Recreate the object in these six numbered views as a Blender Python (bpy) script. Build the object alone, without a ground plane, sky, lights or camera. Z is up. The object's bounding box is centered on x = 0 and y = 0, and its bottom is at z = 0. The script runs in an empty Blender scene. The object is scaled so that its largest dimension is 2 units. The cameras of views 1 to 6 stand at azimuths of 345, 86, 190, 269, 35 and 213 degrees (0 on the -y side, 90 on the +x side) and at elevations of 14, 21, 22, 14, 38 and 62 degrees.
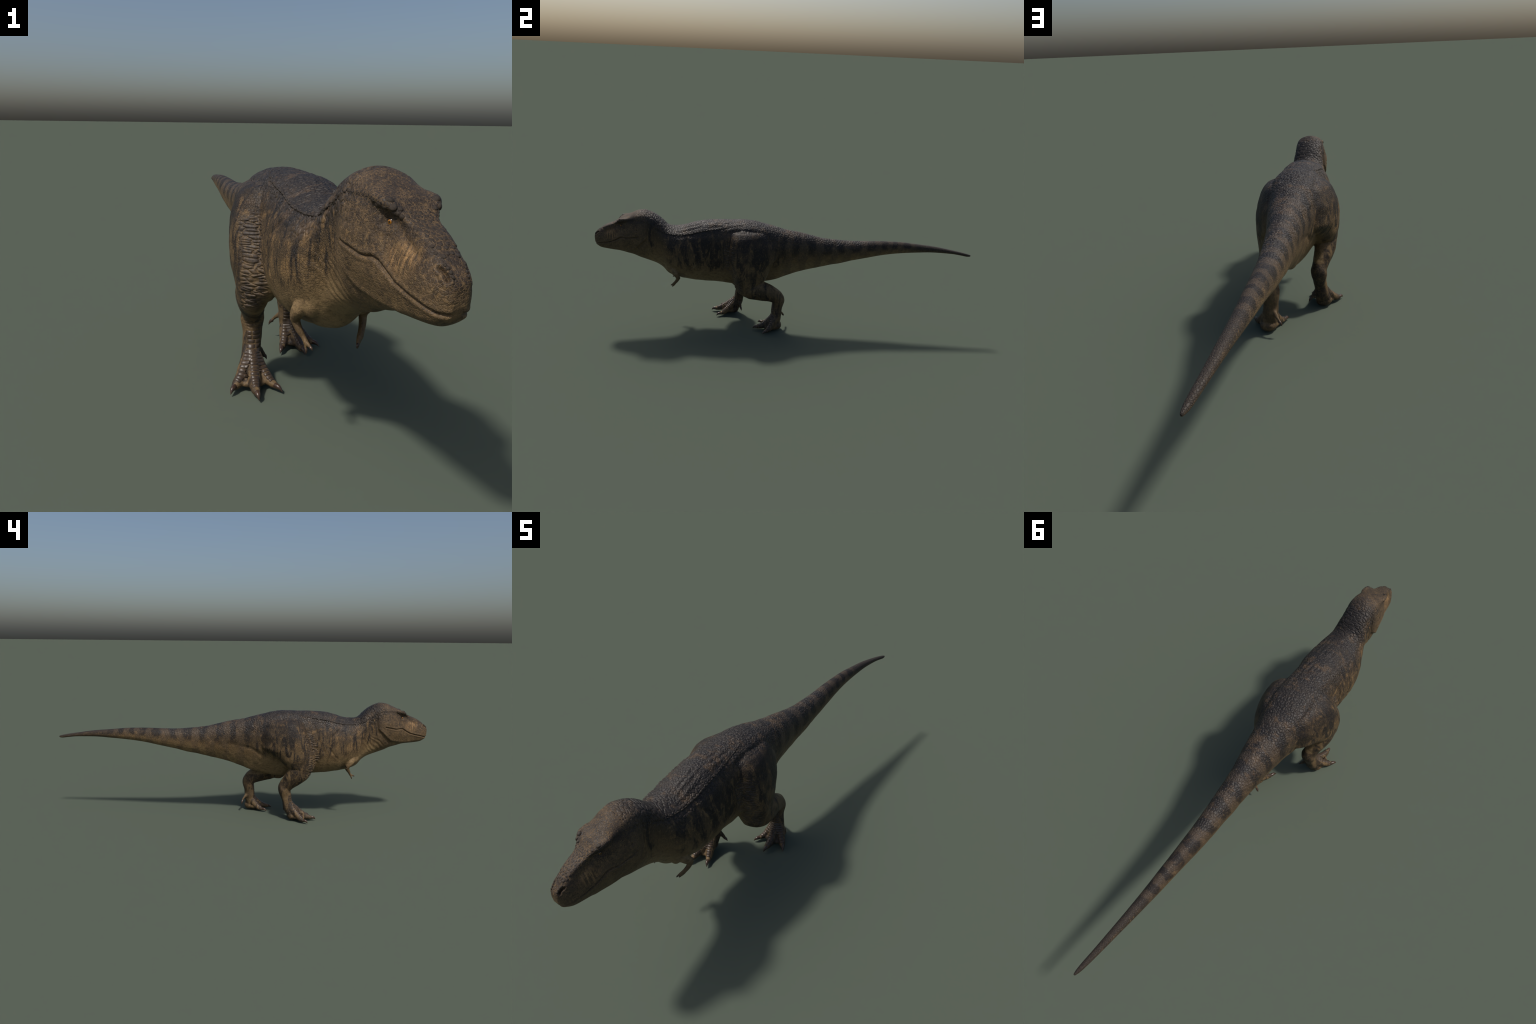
"""Tyrannosaur standing in mid stride: one smooth body surface cut into named
anatomical parts, with separate claws, eyes, brow scutes, ridge scales and toe scutes."""
import bpy, bmesh, math, random
import numpy as np
from mathutils import Vector, Matrix
from mathutils.bvhtree import BVHTree

random.seed(7)
RNG = np.random.default_rng(7)
VOXEL = 0.0021

# ------------------------------------------------------------------ helpers
def pchip(xs, ys, x):
    """Monotone cubic interpolation; ys may have trailing dimensions."""
    xs = np.asarray(xs, float); ys = np.asarray(ys, float); x = np.atleast_1d(np.asarray(x, float))
    flat = ys.reshape(len(xs), -1)
    h = np.diff(xs)[:, None]; d = np.diff(flat, axis=0) / h
    m = np.zeros_like(flat)
    if len(xs) > 2:
        w1 = 2 * h[1:] + h[:-1]; w2 = h[1:] + 2 * h[:-1]
        same = d[:-1] * d[1:] > 0
        with np.errstate(divide='ignore', invalid='ignore'):
            hm = (w1 + w2) / (w1 / d[:-1] + w2 / d[1:])
        m[1:-1] = np.where(same, hm, 0)
    m[0] = d[0]; m[-1] = d[-1]
    i = np.clip(np.searchsorted(xs, x) - 1, 0, len(xs) - 2)
    hh = (xs[i + 1] - xs[i])[:, None]; t = (np.clip(x, xs[0], xs[-1]) - xs[i])[:, None] / hh
    r = (flat[i] * (1 + 2 * t) * (1 - t) ** 2 + m[i] * hh * t * (1 - t) ** 2
         + flat[i + 1] * t * t * (3 - 2 * t) + m[i + 1] * hh * t * t * (t - 1))
    return r.reshape((len(x),) + ys.shape[1:])


def smooth(a, b, x):
    t = np.clip((x - a) / (b - a), 0, 1)
    return t * t * (3 - 2 * t)


def catmull(P, n):
    """Catmull-Rom curve through points P (k,d), n samples."""
    P = np.asarray(P, float); k = len(P)
    Q = np.vstack([2 * P[0] - P[1], P, 2 * P[-1] - P[-2]])
    s = np.linspace(0, k - 1 - 1e-9, n); i = s.astype(int); t = (s - i)[:, None]
    p0, p1, p2, p3 = Q[i], Q[i + 1], Q[i + 2], Q[i + 3]
    return .5 * (2 * p1 + (p2 - p0) * t + (2 * p0 - 5 * p1 + 4 * p2 - p3) * t * t + (3 * p1 - p0 - 3 * p2 + p3) * t ** 3)


def rings_to_mesh(R):
    """R (n,m,3) rings -> closed tube with fan caps."""
    n, m, _ = R.shape
    V = np.vstack([R.reshape(-1, 3), R[0].mean(0)[None], R[-1].mean(0)[None]])
    F = []
    for i in range(n - 1):
        for j in range(m):
            F.append((i * m + j, i * m + (j + 1) % m, (i + 1) * m + (j + 1) % m, (i + 1) * m + j))
    for j in range(m):
        F.append((n * m, (j + 1) % m, j))
        F.append((n * m + 1, (n - 1) * m + j, (n - 1) * m + (j + 1) % m))
    return V, F


def tube(path, rx, ry, n=40, m=24, side=(1, 0, 0), expo=2.0):
    """Limb: path points, half-widths along `side` (rx) and across it (ry)."""
    C = catmull(np.column_stack([path, rx, ry]), n)
    P, a, b = C[:, :3], C[:, 3], C[:, 4]
    T = np.gradient(P, axis=0); T /= np.linalg.norm(T, axis=1)[:, None]
    S = np.array(side, float)[None] - T * (T @ np.array(side, float))[:, None]
    S /= np.linalg.norm(S, axis=1)[:, None]
    B = np.cross(T, S)
    t = np.linspace(0, 2 * np.pi, m, endpoint=False)
    c = np.sign(np.cos(t)) * np.abs(np.cos(t)) ** (2 / expo); s = np.sign(np.sin(t)) * np.abs(np.sin(t)) ** (2 / expo)
    R = P[:, None] + a[:, None, None] * c[None, :, None] * S[:, None] + b[:, None, None] * s[None, :, None] * B[:, None]
    return rings_to_mesh(R)


def ellipsoid(c, r, rot=None, m=24, n=16):
    u = np.linspace(0.02, np.pi - .02, n); v = np.linspace(0, 2 * np.pi, m, endpoint=False)
    R = np.stack([np.sin(u)[:, None] * np.cos(v), np.sin(u)[:, None] * np.sin(v), np.cos(u)[:, None] + 0 * v], -1) * np.array(r)
    if rot is not None:
        R = R @ np.array(rot.to_matrix()).T
    return rings_to_mesh(R + np.array(c))


def new_mesh(name, V, F):
    me = bpy.data.meshes.new(name)
    me.from_pydata([tuple(v) for v in V], [], F)
    me.update()
    return me


# ------------------------------------------------------------ trunk profile
# centre line of the trunk (bend of tail, neck and head)
MID_Y = [-1.0, -.95, -.85, -.75, -.6, -.45, -.25, 0, .2, .45, .6, .75, .9, 1.0]
MID_X = [.002, .003, .005, .005, .004, .002, .002, .004, .002, -.002, .000, .008, .023, .038]
def mid_x(y):
    return pchip(MID_Y, MID_X, y)

# head and neck: half outline, top centre -> brow edge -> below brow -> cheek ->
# upper lip -> jaw -> jaw edge -> bottom centre   (x from centre line, z)
HEAD = {
    -.9995: [(0, .490), (.006, .489), (.010, .485), (.012, .477), (.012, .468), (.010, .462), (.007, .459), (0, .458)],
    -.994: [(0, .500), (.010, .498), (.016, .491), (.0195, .478), (.0195, .463), (.017, .452), (.012, .444), (0, .441)],
    -.982: [(0, .511), (.013, .509), (.021, .501), (.0270, .482), (.0275, .462), (.0245, .445), (.018, .433), (0, .429)],
    -.965: [(0, .525), (.015, .523), (.025, .511), (.0335, .487), (.0355, .464), (.032, .443), (.024, .427), (0, .419)],
    -.93: [(0, .546), (.018, .543), (.028, .529), (.038, .499), (.0415, .472), (.039, .447), (.029, .423), (0, .413)],
    -.90: [(0, .558), (.021, .555), (.029, .542), (.040, .508), (.0455, .480), (.0445, .452), (.032, .420), (0, .410)],
    -.878: [(0, .570), (.028, .568), (.031, .553), (.039, .522), (.0485, .490), (.050, .458), (.035, .419), (0, .408)],
    -.858: [(0, .584), (.041, .583), (.041, .565), (.044, .535), (.0545, .500), (.056, .462), (.038, .417), (0, .404)],
    -.835: [(0, .596), (.046, .589), (.048, .568), (.054, .538), (.0615, .503), (.061, .464), (.040, .413), (0, .396)],
    -.80: [(0, .612), (.043, .600), (.055, .572), (.063, .541), (.0685, .507), (.066, .464), (.042, .407), (0, .385)],
    -.77: [(0, .624), (.043, .611), (.059, .582), (.068, .545), (.0735, .507), (.071, .462), (.044, .400), (0, .370)],
    -.74: [(0, .627), (.045, .613), (.061, .581), (.068, .540), (.0715, .500), (.066, .455), (.042, .390), (0, .359)],
    -.71: [(0, .618), (.044, .604), (.060, .573), (.063, .530), (.063, .488), (.058, .440), (.040, .378), (0, .348)],
    -.68: [(0, .602), (.043, .589), (.059, .558), (.063, .515), (.063, .470), (.056, .420), (.039, .362), (0, .336)],
    -.65: [(0, .577), (.043, .565), (.063, .535), (.073, .490), (.071, .440), (.061, .390), (.042, .340), (0, .315)],
}
# trunk and tail: y, top z, bottom z, half width, height of widest point (0..1), roundness above, below
TRUNK = [
    (-.625, .552, .286, .086, .50, 2.3, 1.75),
    (-.60, .544, .274, .096, .50, 2.3, 1.8),
    (-.56, .546, .264, .107, .49, 2.3, 1.9),
    (-.50, .562, .252, .112, .47, 2.2, 2.05),
    (-.43, .579, .244, .111, .47, 2.2, 2.05),
    (-.37, .583, .240, .101, .48, 2.35, 2.0),
    (-.30, .581, .231, .100, .50, 2.7, 2.0),
    (-.24, .583, .222, .100, .54, 2.9, 1.75),
    (-.18, .578, .224, .097, .58, 2.9, 1.5),
    (-.11, .564, .239, .088, .63, 2.6, 1.4),
    (-.05, .547, .254, .078, .65, 2.3, 1.4),
    (.02, .532, .283, .068, .65, 2.15, 1.4),
    (.08, .520, .304, .059, .64, 2.1, 1.5),
    (.16, .503, .323, .050, .61, 2.1, 1.6),
    (.265, .488, .348, .043, .58, 2.1, 1.75),
    (.37, .481, .374, .038, .55, 2.1, 1.9),
    (.45, .483, .391, .034, .52, 2.1, 2.0),
    (.52, .485, .406, .030, .5, 2.0, 2.0),
    (.60, .484, .418, .026, .5, 2.0, 2.0),
    (.70, .476, .427, .021, .5, 2.0, 2.0),
    (.80, .467, .433, .0165, .5, 2.0, 2.0),
    (.90, .452, .431, .0125, .5, 2.0, 2.0),
    (.95, .4435, .4255, .0105, .5, 2.0, 2.0),
    (.985, .436, .421, .0075, .5, 2.0, 2.0),
    (1.001, .4315, .4225, .0035, .5, 2.0, 2.0),
]
RING = 72

def half_from_super(top, bot, a, f, nu, nl, k=8):
    """k half-outline points of a two-part superellipse, top to bottom."""
    zw = bot + (top - bot) * f
    out = []
    for t in np.linspace(0, np.pi, k):
        s, c = math.sin(t), math.cos(t)
        if c >= 0:
            out.append((a * abs(s) ** (2 / nu), zw + (top - zw) * abs(c) ** (2 / nu)))
        else:
            out.append((a * abs(s) ** (2 / nl), zw - (zw - bot) * abs(c) ** (2 / nl)))
    out[-1] = (0, bot)
    return out

def trunk_mesh():
    ys = sorted(HEAD); secs = [HEAD[y] for y in ys]
    for y, *s in TRUNK:
        ys.append(y); secs.append(half_from_super(*s))
    ys, secs = np.array(ys), np.array(secs)
    Y = np.unique(np.concatenate([ys, np.linspace(-.9985, -.96, 12), np.arange(-.96, .99, .008)]))
    S = pchip(ys, secs, Y)
    rings = []
    for y, s in zip(Y, S):
        left = s[1:-1][::-1] * [-1, 1]
        loop = np.vstack([s, left])                      # closed control loop, 14 points
        k = len(loop); Q = np.vstack([loop[-1:], loop, loop[:2]])
        u = np.linspace(0, k, RING, endpoint=False); i = u.astype(int); t = (u - i)[:, None]
        p0, p1, p2, p3 = Q[i], Q[i + 1], Q[i + 2], Q[np.minimum(i + 3, len(Q) - 1)]
        c = .5 * (2 * p1 + (p2 - p0) * t + (2 * p0 - 5 * p1 + 4 * p2 - p3) * t * t + (3 * p1 - p0 - 3 * p2 + p3) * t ** 3)
        x0 = mid_x(y)[0]
        rings.append(np.column_stack([c[:, 0] + x0, np.full(RING, y), c[:, 1]]))
    return rings_to_mesh(np.array(rings))


# ------------------------------------------------------------------- limbs
def z_stack(side, levels, m=44, nn=50):
    """Thigh: horizontal slices (z, outermost x, y of it, reach forward, reach backward)."""
    L = np.array(levels)[::-1]
    Z = np.linspace(L[0, 0], L[-1, 0], nn); q = pchip(L[:, 0], L[:, 1:], Z)
    t = np.linspace(0, 2 * np.pi, m, endpoint=False)
    inner = np.minimum(np.interp(Z, [.2, .36], [.088, .062])[:, None], q[:, 0:1] - .02)
    reach = np.where(np.sin(t)[None] < 0, q[:, 2:3], q[:, 3:4])
    half = np.where(np.cos(t)[None] > 0, q[:, 0:1] - inner, np.minimum(.03, q[:, 0:1] - inner))
    # the rear half thins out like a fan towards the tail
    X = inner + half * np.where((np.sin(t) > 0) & (np.cos(t) > 0), np.abs(np.cos(t))[None] ** np.interp(Z, [.33, .44], [.95, 1.8])[:, None], np.cos(t)[None])
    R = np.stack([side * X, q[:, 1:2] + reach * np.sin(t)[None], np.repeat(Z[:, None], m, 1)], -1)
    return rings_to_mesh(R)

STRIDE = -.232          # the right foot stands this much further forward
def leg_meshes(side):
    """side +1 = the animal's left (+x), -1 = right, forward leg."""
    s = side; out = []
    if s < 0:
        thigh = [(.552, .050, -.250, .020, .040), (.538, .106, -.258, .055, .125), (.50, .137, -.272, .064, .170),
                 (.45, .153, -.288, .067, .205), (.40, .158, -.299, .075, .205), (.35, .157, -.310, .081, .148),
                 (.32, .153, -.315, .078, .113), (.29, .149, -.320, .068, .080), (.27, .140, -.325, .050, .058), (.25, .118, -.322, .025, .025)]
        shank = ([(-.103, -.335, .32), (-.102, -.313, .278), (-.095, -.275, .235), (-.083, -.240, .192), (-.080, -.229, .165), (-.083, -.240, .12), (-.089, -.250, .07), (-.094, -.262, .035)],
                 [.034, .045, .040, .033, .034, .028, .029, .030], [.040, .056, .050, .039, .036, .029, .027, .020])
    else:
        thigh = [(.552, .052, -.235, .020, .040), (.538, .106, -.236, .055, .125), (.50, .137, -.240, .064, .165),
                 (.45, .153, -.242, .066, .200), (.40, .161, -.240, .067, .190), (.35, .162, -.232, .068, .152),
                 (.30, .159, -.224, .064, .122), (.25, .152, -.214, .058, .088), (.215, .140, -.207, .046, .066), (.190, .118, -.20, .022, .030)]
        shank = ([(.112, -.235, .254), (.110, -.185, .240), (.098, -.115, .219), (.088, -.058, .194), (.083, -.034, .165), (.084, -.038, .12), (.090, -.040, .07), (.096, -.044, .035)],
                 [.034, .043, .039, .033, .034, .028, .030, .031], [.040, .055, .052, .040, .034, .029, .027, .022])
    out.append(('leg', z_stack(s, thigh)))
    out.append(('leg', tube(*shank, n=60, m=28)))
    return out

# toes of the left foot (x mirrored and shifted by STRIDE for the right one)
TOES = {
    'inner': ([(.085, -.036, .105), (.078, -.050, .062), (.063, -.083, .026), (.053, -.101, .0155), (.045, -.116, .0125)], [.015, .018, .0155, .0130, .0085]),
    'middle': ([(.088, -.040, .108), (.093, -.062, .064), (.100, -.100, .028), (.104, -.125, .0170), (.105, -.146, .0140)], [.016, .019, .0170, .0140, .0090]),
    'outer': ([(.093, -.036, .105), (.108, -.048, .062), (.132, -.074, .026), (.146, -.088, .0160), (.157, -.098, .0130)], [.015, .018, .0155, .0130, .0085]),
    'hallux': ([(.078, -.030, .100), (.064, -.016, .084), (.055, -.006, .072), (.047, -.001, .061)], [.010, .0105, .0080, .0058]),
}
CLAWS = {   # base, bend, tip, base radius
    'inner': ((.048, -.111, .0125), (.040, -.127, .0125), (.033, -.138, .0035), .0078),
    'middle': ((.105, -.141, .0145), (.1055, -.156, .0140), (.105, -.167, .0040), .0084),
    'outer': ((.153, -.0945, .0135), (.163, -.108, .0130), (.1705, -.118, .0035), .0078),
    'hallux': ((.0485, -.002, .062), (.0415, .002, .055), (.0370, .003, .044), .0056),
}
def foot_point(p, side):
    p = np.array(p, float).copy()
    if side < 0:
        p[..., 0] *= -1; p[..., 1] += STRIDE
    return p

def foot_meshes(side):
    out = []
    for name, (path, rad) in TOES.items():
        path = np.array(path); rad = np.array(rad)
        if side < 0:                      # the forward foot's instep leans back
            lean = np.array([.022, .010, 0, 0, 0])[:len(path)] if name != 'hallux' else np.array([.016, .008, .003, 0])
            path[:, 1] += lean
            if name == 'hallux': path[:, 2] -= [.006, .008, .010, .010]
        out.append(('foot', tube(foot_point(path, side), rad, rad * .95, n=30, m=18)))
    for c, r in (((.097, -.040, .025), (.034, .030, .0245)), ((.097, -.064, .022), (.040, .036, .0195)),
                 ((.098, -.084, .016), (.040, .026, .0130)), ((.094, -.050, .045), (.030, .028, .034))):
        out.append(('foot', ellipsoid(foot_point(c, side), r)))
    return out

# small forelimbs
def arm_paths(side):
    if side < 0:
        up = [(-.058, -.596, .340), (-.073, -.582, .314), (-.076, -.562, .288)]
        fore = [(-.076, -.562, .289), (-.069, -.572, .268), (-.060, -.581, .250)]
        hand = [(-.060, -.581, .250), (-.057, -.588, .241)]
        f1 = [(-.057, -.588, .243), (-.054, -.598, .238), (-.052, -.605, .235)]
        f2 = [(-.059, -.587, .241), (-.058, -.590, .232), (-.058, -.593, .226)]
    else:
        up = [(.066, -.596, .340), (.082, -.582, .314), (.086, -.563, .288)]
        fore = [(.086, -.563, .289), (.081, -.574, .267), (.072, -.587, .249)]
        hand = [(.072, -.587, .249), (.067, -.592, .241)]
        f1 = [(.066, -.592, .242), (.060, -.600, .236), (.056, -.605, .231)]
        f2 = [(.068, -.590, .240), (.064, -.594, .232), (.061, -.598, .227)]
    return up, fore, hand, f1, f2

def arm_meshes(side):
    up, fore, hand, f1, f2 = arm_paths(side)
    out = [('arm', tube(up, [.018, .0165, .0115], [.022, .0175, .0120], n=20)),
           ('arm', tube(fore, [.0108, .0082, .0066], [.0112, .0086, .0066], n=20)),
           ('hand', tube(hand, [.0066, .0066], [.0072, .0074], n=8)),
           ('hand', tube(f1, [.0052, .0045, .0034], [.0052, .0045, .0034], n=12, m=14)),
           ('hand', tube(f2, [.0050, .0043, .0032], [.0050, .0043, .0032], n=12, m=14)),
           ('trunk', ellipsoid((mid_x(-.61)[0] + side * .056, -.600, .342), (.022, .030, .042)))]
    return out


# ------------------------------------------- one watertight body by remeshing
def build_body():
    groups = {}
    def add(key, vf): groups.setdefault(key, []).append(vf)
    add('trunk', trunk_mesh())
    for side in (1, -1):
        for kind, vf in leg_meshes(side) + foot_meshes(side) + arm_meshes(side):
            add('trunk' if kind == 'trunk' else f'{kind}{side:+d}', vf)
    V, F, off = [], [], 0
    trees = {}
    for key, parts in groups.items():
        gV, gF, go = [], [], 0
        for v, f in parts:
            V.append(v); F += [tuple(i + off for i in q) for q in f]; off += len(v)
            gV.append(v); gF += [tuple(i + go for i in q) for q in f]; go += len(v)
        trees[key] = BVHTree.FromPolygons([tuple(p) for p in np.vstack(gV)], gF)
    me = new_mesh('raw_body', np.vstack(V), F)
    bm = bmesh.new(); bm.from_mesh(me)
    bmesh.ops.recalc_face_normals(bm, faces=bm.faces); bm.to_mesh(me); bm.free()
    ob = bpy.data.objects.new('raw_body', me); bpy.context.collection.objects.link(ob)
    mod = ob.modifiers.new('remesh', 'REMESH'); mod.mode = 'VOXEL'; mod.voxel_size = VOXEL; mod.adaptivity = 0
    ev = ob.evaluated_get(bpy.context.evaluated_depsgraph_get())
    res = bpy.data.meshes.new_from_object(ev)
    bpy.data.objects.remove(ob); bpy.data.meshes.remove(me)
    n = len(res.vertices); P = np.empty(n * 3, np.float32); res.vertices.foreach_get('co', P)
    nf = len(res.polygons); L = np.empty(len(res.loops), np.int32); res.loops.foreach_get('vertex_index', L)
    tot = np.empty(nf, np.int32); res.polygons.foreach_get('loop_total', tot)
    assert (tot == 4).all()
    bpy.data.meshes.remove(res)
    return P.reshape(-1, 3).astype(float), L.reshape(-1, 4), trees


def quad_normals(P, Q):
    N = np.cross(P[Q[:, 2]] - P[Q[:, 0]], P[Q[:, 3]] - P[Q[:, 1]])
    VN = np.zeros_like(P)
    for c in range(4):
        for k in range(3):
            VN[:, k] += np.bincount(Q[:, c], N[:, k], len(P))
    return VN / np.maximum(np.linalg.norm(VN, axis=1), 1e-12)[:, None]


class Smoother:
    def __init__(self, Q, n):
        E = np.vstack([Q[:, [0, 1]], Q[:, [1, 2]], Q[:, [2, 3]], Q[:, [3, 0]]])
        self.E = np.unique(np.sort(E, 1), axis=0); self.n = n
        self.deg = np.bincount(self.E.ravel(), minlength=n)
    def avg(self, X):
        a, b = self.E.T; out = np.empty_like(X)
        for k in range(X.shape[1]):
            out[:, k] = np.bincount(a, X[b, k], self.n) + np.bincount(b, X[a, k], self.n)
        return out / self.deg[:, None]
    def run(self, X, it, w=None):
        w = np.ones(self.n) if w is None else w
        for _ in range(it):
            for lam in (.55, -.57):
                X = X + lam * w[:, None] * (self.avg(X) - X)
        return X
    def relax(self, X, it, w):
        for _ in range(it):
            X = X + .5 * w[:, None] * (self.avg(X) - X)
        return X


# ------------------------------------------------------- procedural noise
def hash3(i, seed):
    h = (i[..., 0] * 73856093) ^ (i[..., 1] * 19349663) ^ (i[..., 2] * 83492791) ^ (seed * 2654435761)
    h = (h ^ (h >> 13)) * 1274126177 & 0x7fffffff
    h = (h ^ (h >> 16)) * 668265263 & 0x7fffffff
    return (h & 0xffffff) / float(0xffffff)

def vnoise(P, scale, seed=0):
    X = P * scale; i = np.floor(X).astype(np.int64); f = X - i; f = f * f * (3 - 2 * f)
    out = 0
    for dx in (0, 1):
        for dy in (0, 1):
            for dz in (0, 1):
                w = (f[:, 0] if dx else 1 - f[:, 0]) * (f[:, 1] if dy else 1 - f[:, 1]) * (f[:, 2] if dz else 1 - f[:, 2])
                out = out + w * hash3(i + [dx, dy, dz], seed)
    return out * 2 - 1

def cells(P, scale, seed=0, jitter=.85):
    """Cell relief: 0 at the cell borders, 1 inside (F2-F1 of a jittered grid)."""
    X = P * scale; i0 = np.floor(X).astype(np.int64)
    f1 = np.full(len(P), 9.); f2 = np.full(len(P), 9.)
    for dx in (-1, 0, 1):
        for dy in (-1, 0, 1):
            for dz in (-1, 0, 1):
                c = i0 + [dx, dy, dz]
                q = np.stack([hash3(c, seed + k) for k in (1, 2, 3)], -1)
                d = np.linalg.norm(c + .5 + jitter * (q - .5) - X, axis=1)
                nf1 = np.minimum(f1, d); f2 = np.minimum(f2, np.maximum(f1, d)); f1 = nf1
    return np.clip((f2 - f1) / .45, 0, 1)


def seg_dist(p, pts):
    """Distance from 2d/3d points p to a polyline, and parameter 0..1 along it."""
    pts = np.asarray(pts, float); best = np.full(len(p), 9.); par = np.zeros(len(p)); m = len(pts) - 1
    for k in range(m):
        a, b = pts[k], pts[k + 1]; d = b - a; t = np.clip(((p - a) @ d) / (d @ d), 0, 1)
        dist = np.linalg.norm(p - a - t[:, None] * d, axis=1)
        hit = dist < best; best[hit] = dist[hit]; par[hit] = (k + t[hit]) / m
    return best, par


# ------------------------------------------------------------------ sculpt
MOUTH = [(-.762, .503), (-.785, .499), (-.815, .4925), (-.832, .4925), (-.846, .4955), (-.859, .4925), (-.878, .4800), (-.899, .4680), (-.93, .4595), (-.962, .453), (-.982, .447), (-1.0, .447)]
EYE = (.0400, -.8545, .5510)      # offset from centre line, y, z
EAR = (.069, -.771, .537)
NOSTRIL = [(.0205, -.9735, .5075), (.0195, -.9810, .5055), (.0180, -.9865, .5010), (.0175, -.9900, .4950)]
# serrated line that runs from the brow over the neck to the hips: y, z, offset
RIDGE = [(-.853, .583, .044), (-.82, .583, .050), (-.78, .585, .056), (-.75, .585, .059), (-.725, .578, .061), (-.70, .562, .061), (-.67, .546, .061), (-.64, .528, .062),
         (-.60, .519, .065), (-.55, .519, .072), (-.50, .527, .075), (-.43, .544, .074), (-.36, .552, .065), (-.29, .561, .053), (-.24, .567, .046), (-.19, .566, .044)]

# scale layers shared by geometry and skin material: cells per metre along x, y, z
LAYERS = {'plate': (88, 92, 88), 'nape': (38, 118, 70), 'thigh': (27, 30, 116)}
# where each layer lies: products of smooth steps (coordinate, from, to);
# 'ax' distance from the middle plane, 'u' height in the trunk (0 belly, 1 back)
ZONES = {
    'plate': [('u', .62, .86), ('y', -.60, -.54), ('y', .50, .36), ('ax', .108, .080)],
    'nape': [('u', .62, .80), ('y', -.79, -.74), ('y', -.53, -.60)],
    'thigh': [('ax', .075, .095), ('z', .215, .25), ('z', .50, .45), ('front', .046, .014), ('front', -.034, -.016)],
}
def thigh_front(y, z, right):
    """y of the front rim of the thigh at height z."""
    return np.interp(z, [.20, .25, .30, .35, .40, .45, .50], [-.33, -.365, -.378, -.384, -.372, -.354, -.335] if right else [-.215, -.262, -.280, -.294, -.302, -.305, -.300])

def top_bottom(y):
    t = [(k, HEAD[k][0][1], HEAD[k][-1][1]) for k in sorted(HEAD)] + [r[:3] for r in TRUNK]
    t = np.array(t)
    return np.interp(y, t[:, 0], t[:, 1]), np.interp(y, t[:, 0], t[:, 2])

def coords(P):
    zt, zb = top_bottom(P[:, 1])
    right = P[:, 0] < 0
    fr = np.where(right, P[:, 1] - thigh_front(P[:, 1], P[:, 2], True), P[:, 1] - thigh_front(P[:, 1], P[:, 2], False))
    return {'x': P[:, 0], 'y': P[:, 1], 'z': P[:, 2], 'ax': np.abs(P[:, 0] - mid_x(P[:, 1])), 'u': (P[:, 2] - zb) / (zt - zb), 'front': fr}

def zone(name, c):
    m = 1.
    for k, a, b in ZONES[name]: m = m * smooth(a, b, c[k])
    return m

WARP = .6            # irregularity of the scale layers
def voronoi_edge(X):
    """Distance to the cell border of Blender's own Voronoi texture (scale 1) at points X."""
    me = bpy.data.meshes.new('probe'); me.vertices.add(len(X)); me.vertices.foreach_set('co', X.astype(np.float32).ravel())
    ob = bpy.data.objects.new('probe', me); bpy.context.collection.objects.link(ob)
    g = bpy.data.node_groups.new('probe', 'GeometryNodeTree')
    g.interface.new_socket('Geometry', in_out='INPUT', socket_type='NodeSocketGeometry')
    g.interface.new_socket('Geometry', in_out='OUTPUT', socket_type='NodeSocketGeometry')
    i, o = g.nodes.new('NodeGroupInput'), g.nodes.new('NodeGroupOutput')
    st = g.nodes.new('GeometryNodeStoreNamedAttribute'); st.data_type = 'FLOAT'; st.domain = 'POINT'; st.inputs['Name'].default_value = 'edge'
    vo = g.nodes.new('ShaderNodeTexVoronoi'); vo.feature = 'DISTANCE_TO_EDGE'; vo.inputs['Scale'].default_value = 1
    pos = g.nodes.new('GeometryNodeInputPosition')
    nz = g.nodes.new('ShaderNodeTexNoise'); nz.inputs['Scale'].default_value = .55; nz.inputs['Detail'].default_value = 1.
    ma = g.nodes.new('ShaderNodeVectorMath'); ma.operation = 'MULTIPLY_ADD'; ma.inputs[1].default_value = (WARP,) * 3
    g.links.new(pos.outputs[0], nz.inputs['Vector']); g.links.new(nz.outputs['Color'], ma.inputs[0]); g.links.new(pos.outputs[0], ma.inputs[2])
    g.links.new(ma.outputs[0], vo.inputs['Vector']); g.links.new(vo.outputs['Distance'], st.inputs['Value'])
    g.links.new(i.outputs[0], st.inputs['Geometry']); g.links.new(st.outputs[0], o.inputs[0])
    ob.modifiers.new('probe', 'NODES').node_group = g
    ev = ob.evaluated_get(bpy.context.evaluated_depsgraph_get()).data
    out = np.empty(len(X), np.float32); ev.attributes['edge'].data.foreach_get('value', out)
    bpy.data.objects.remove(ob); bpy.data.meshes.remove(me); bpy.data.node_groups.remove(g)
    return out.astype(float)

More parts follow.
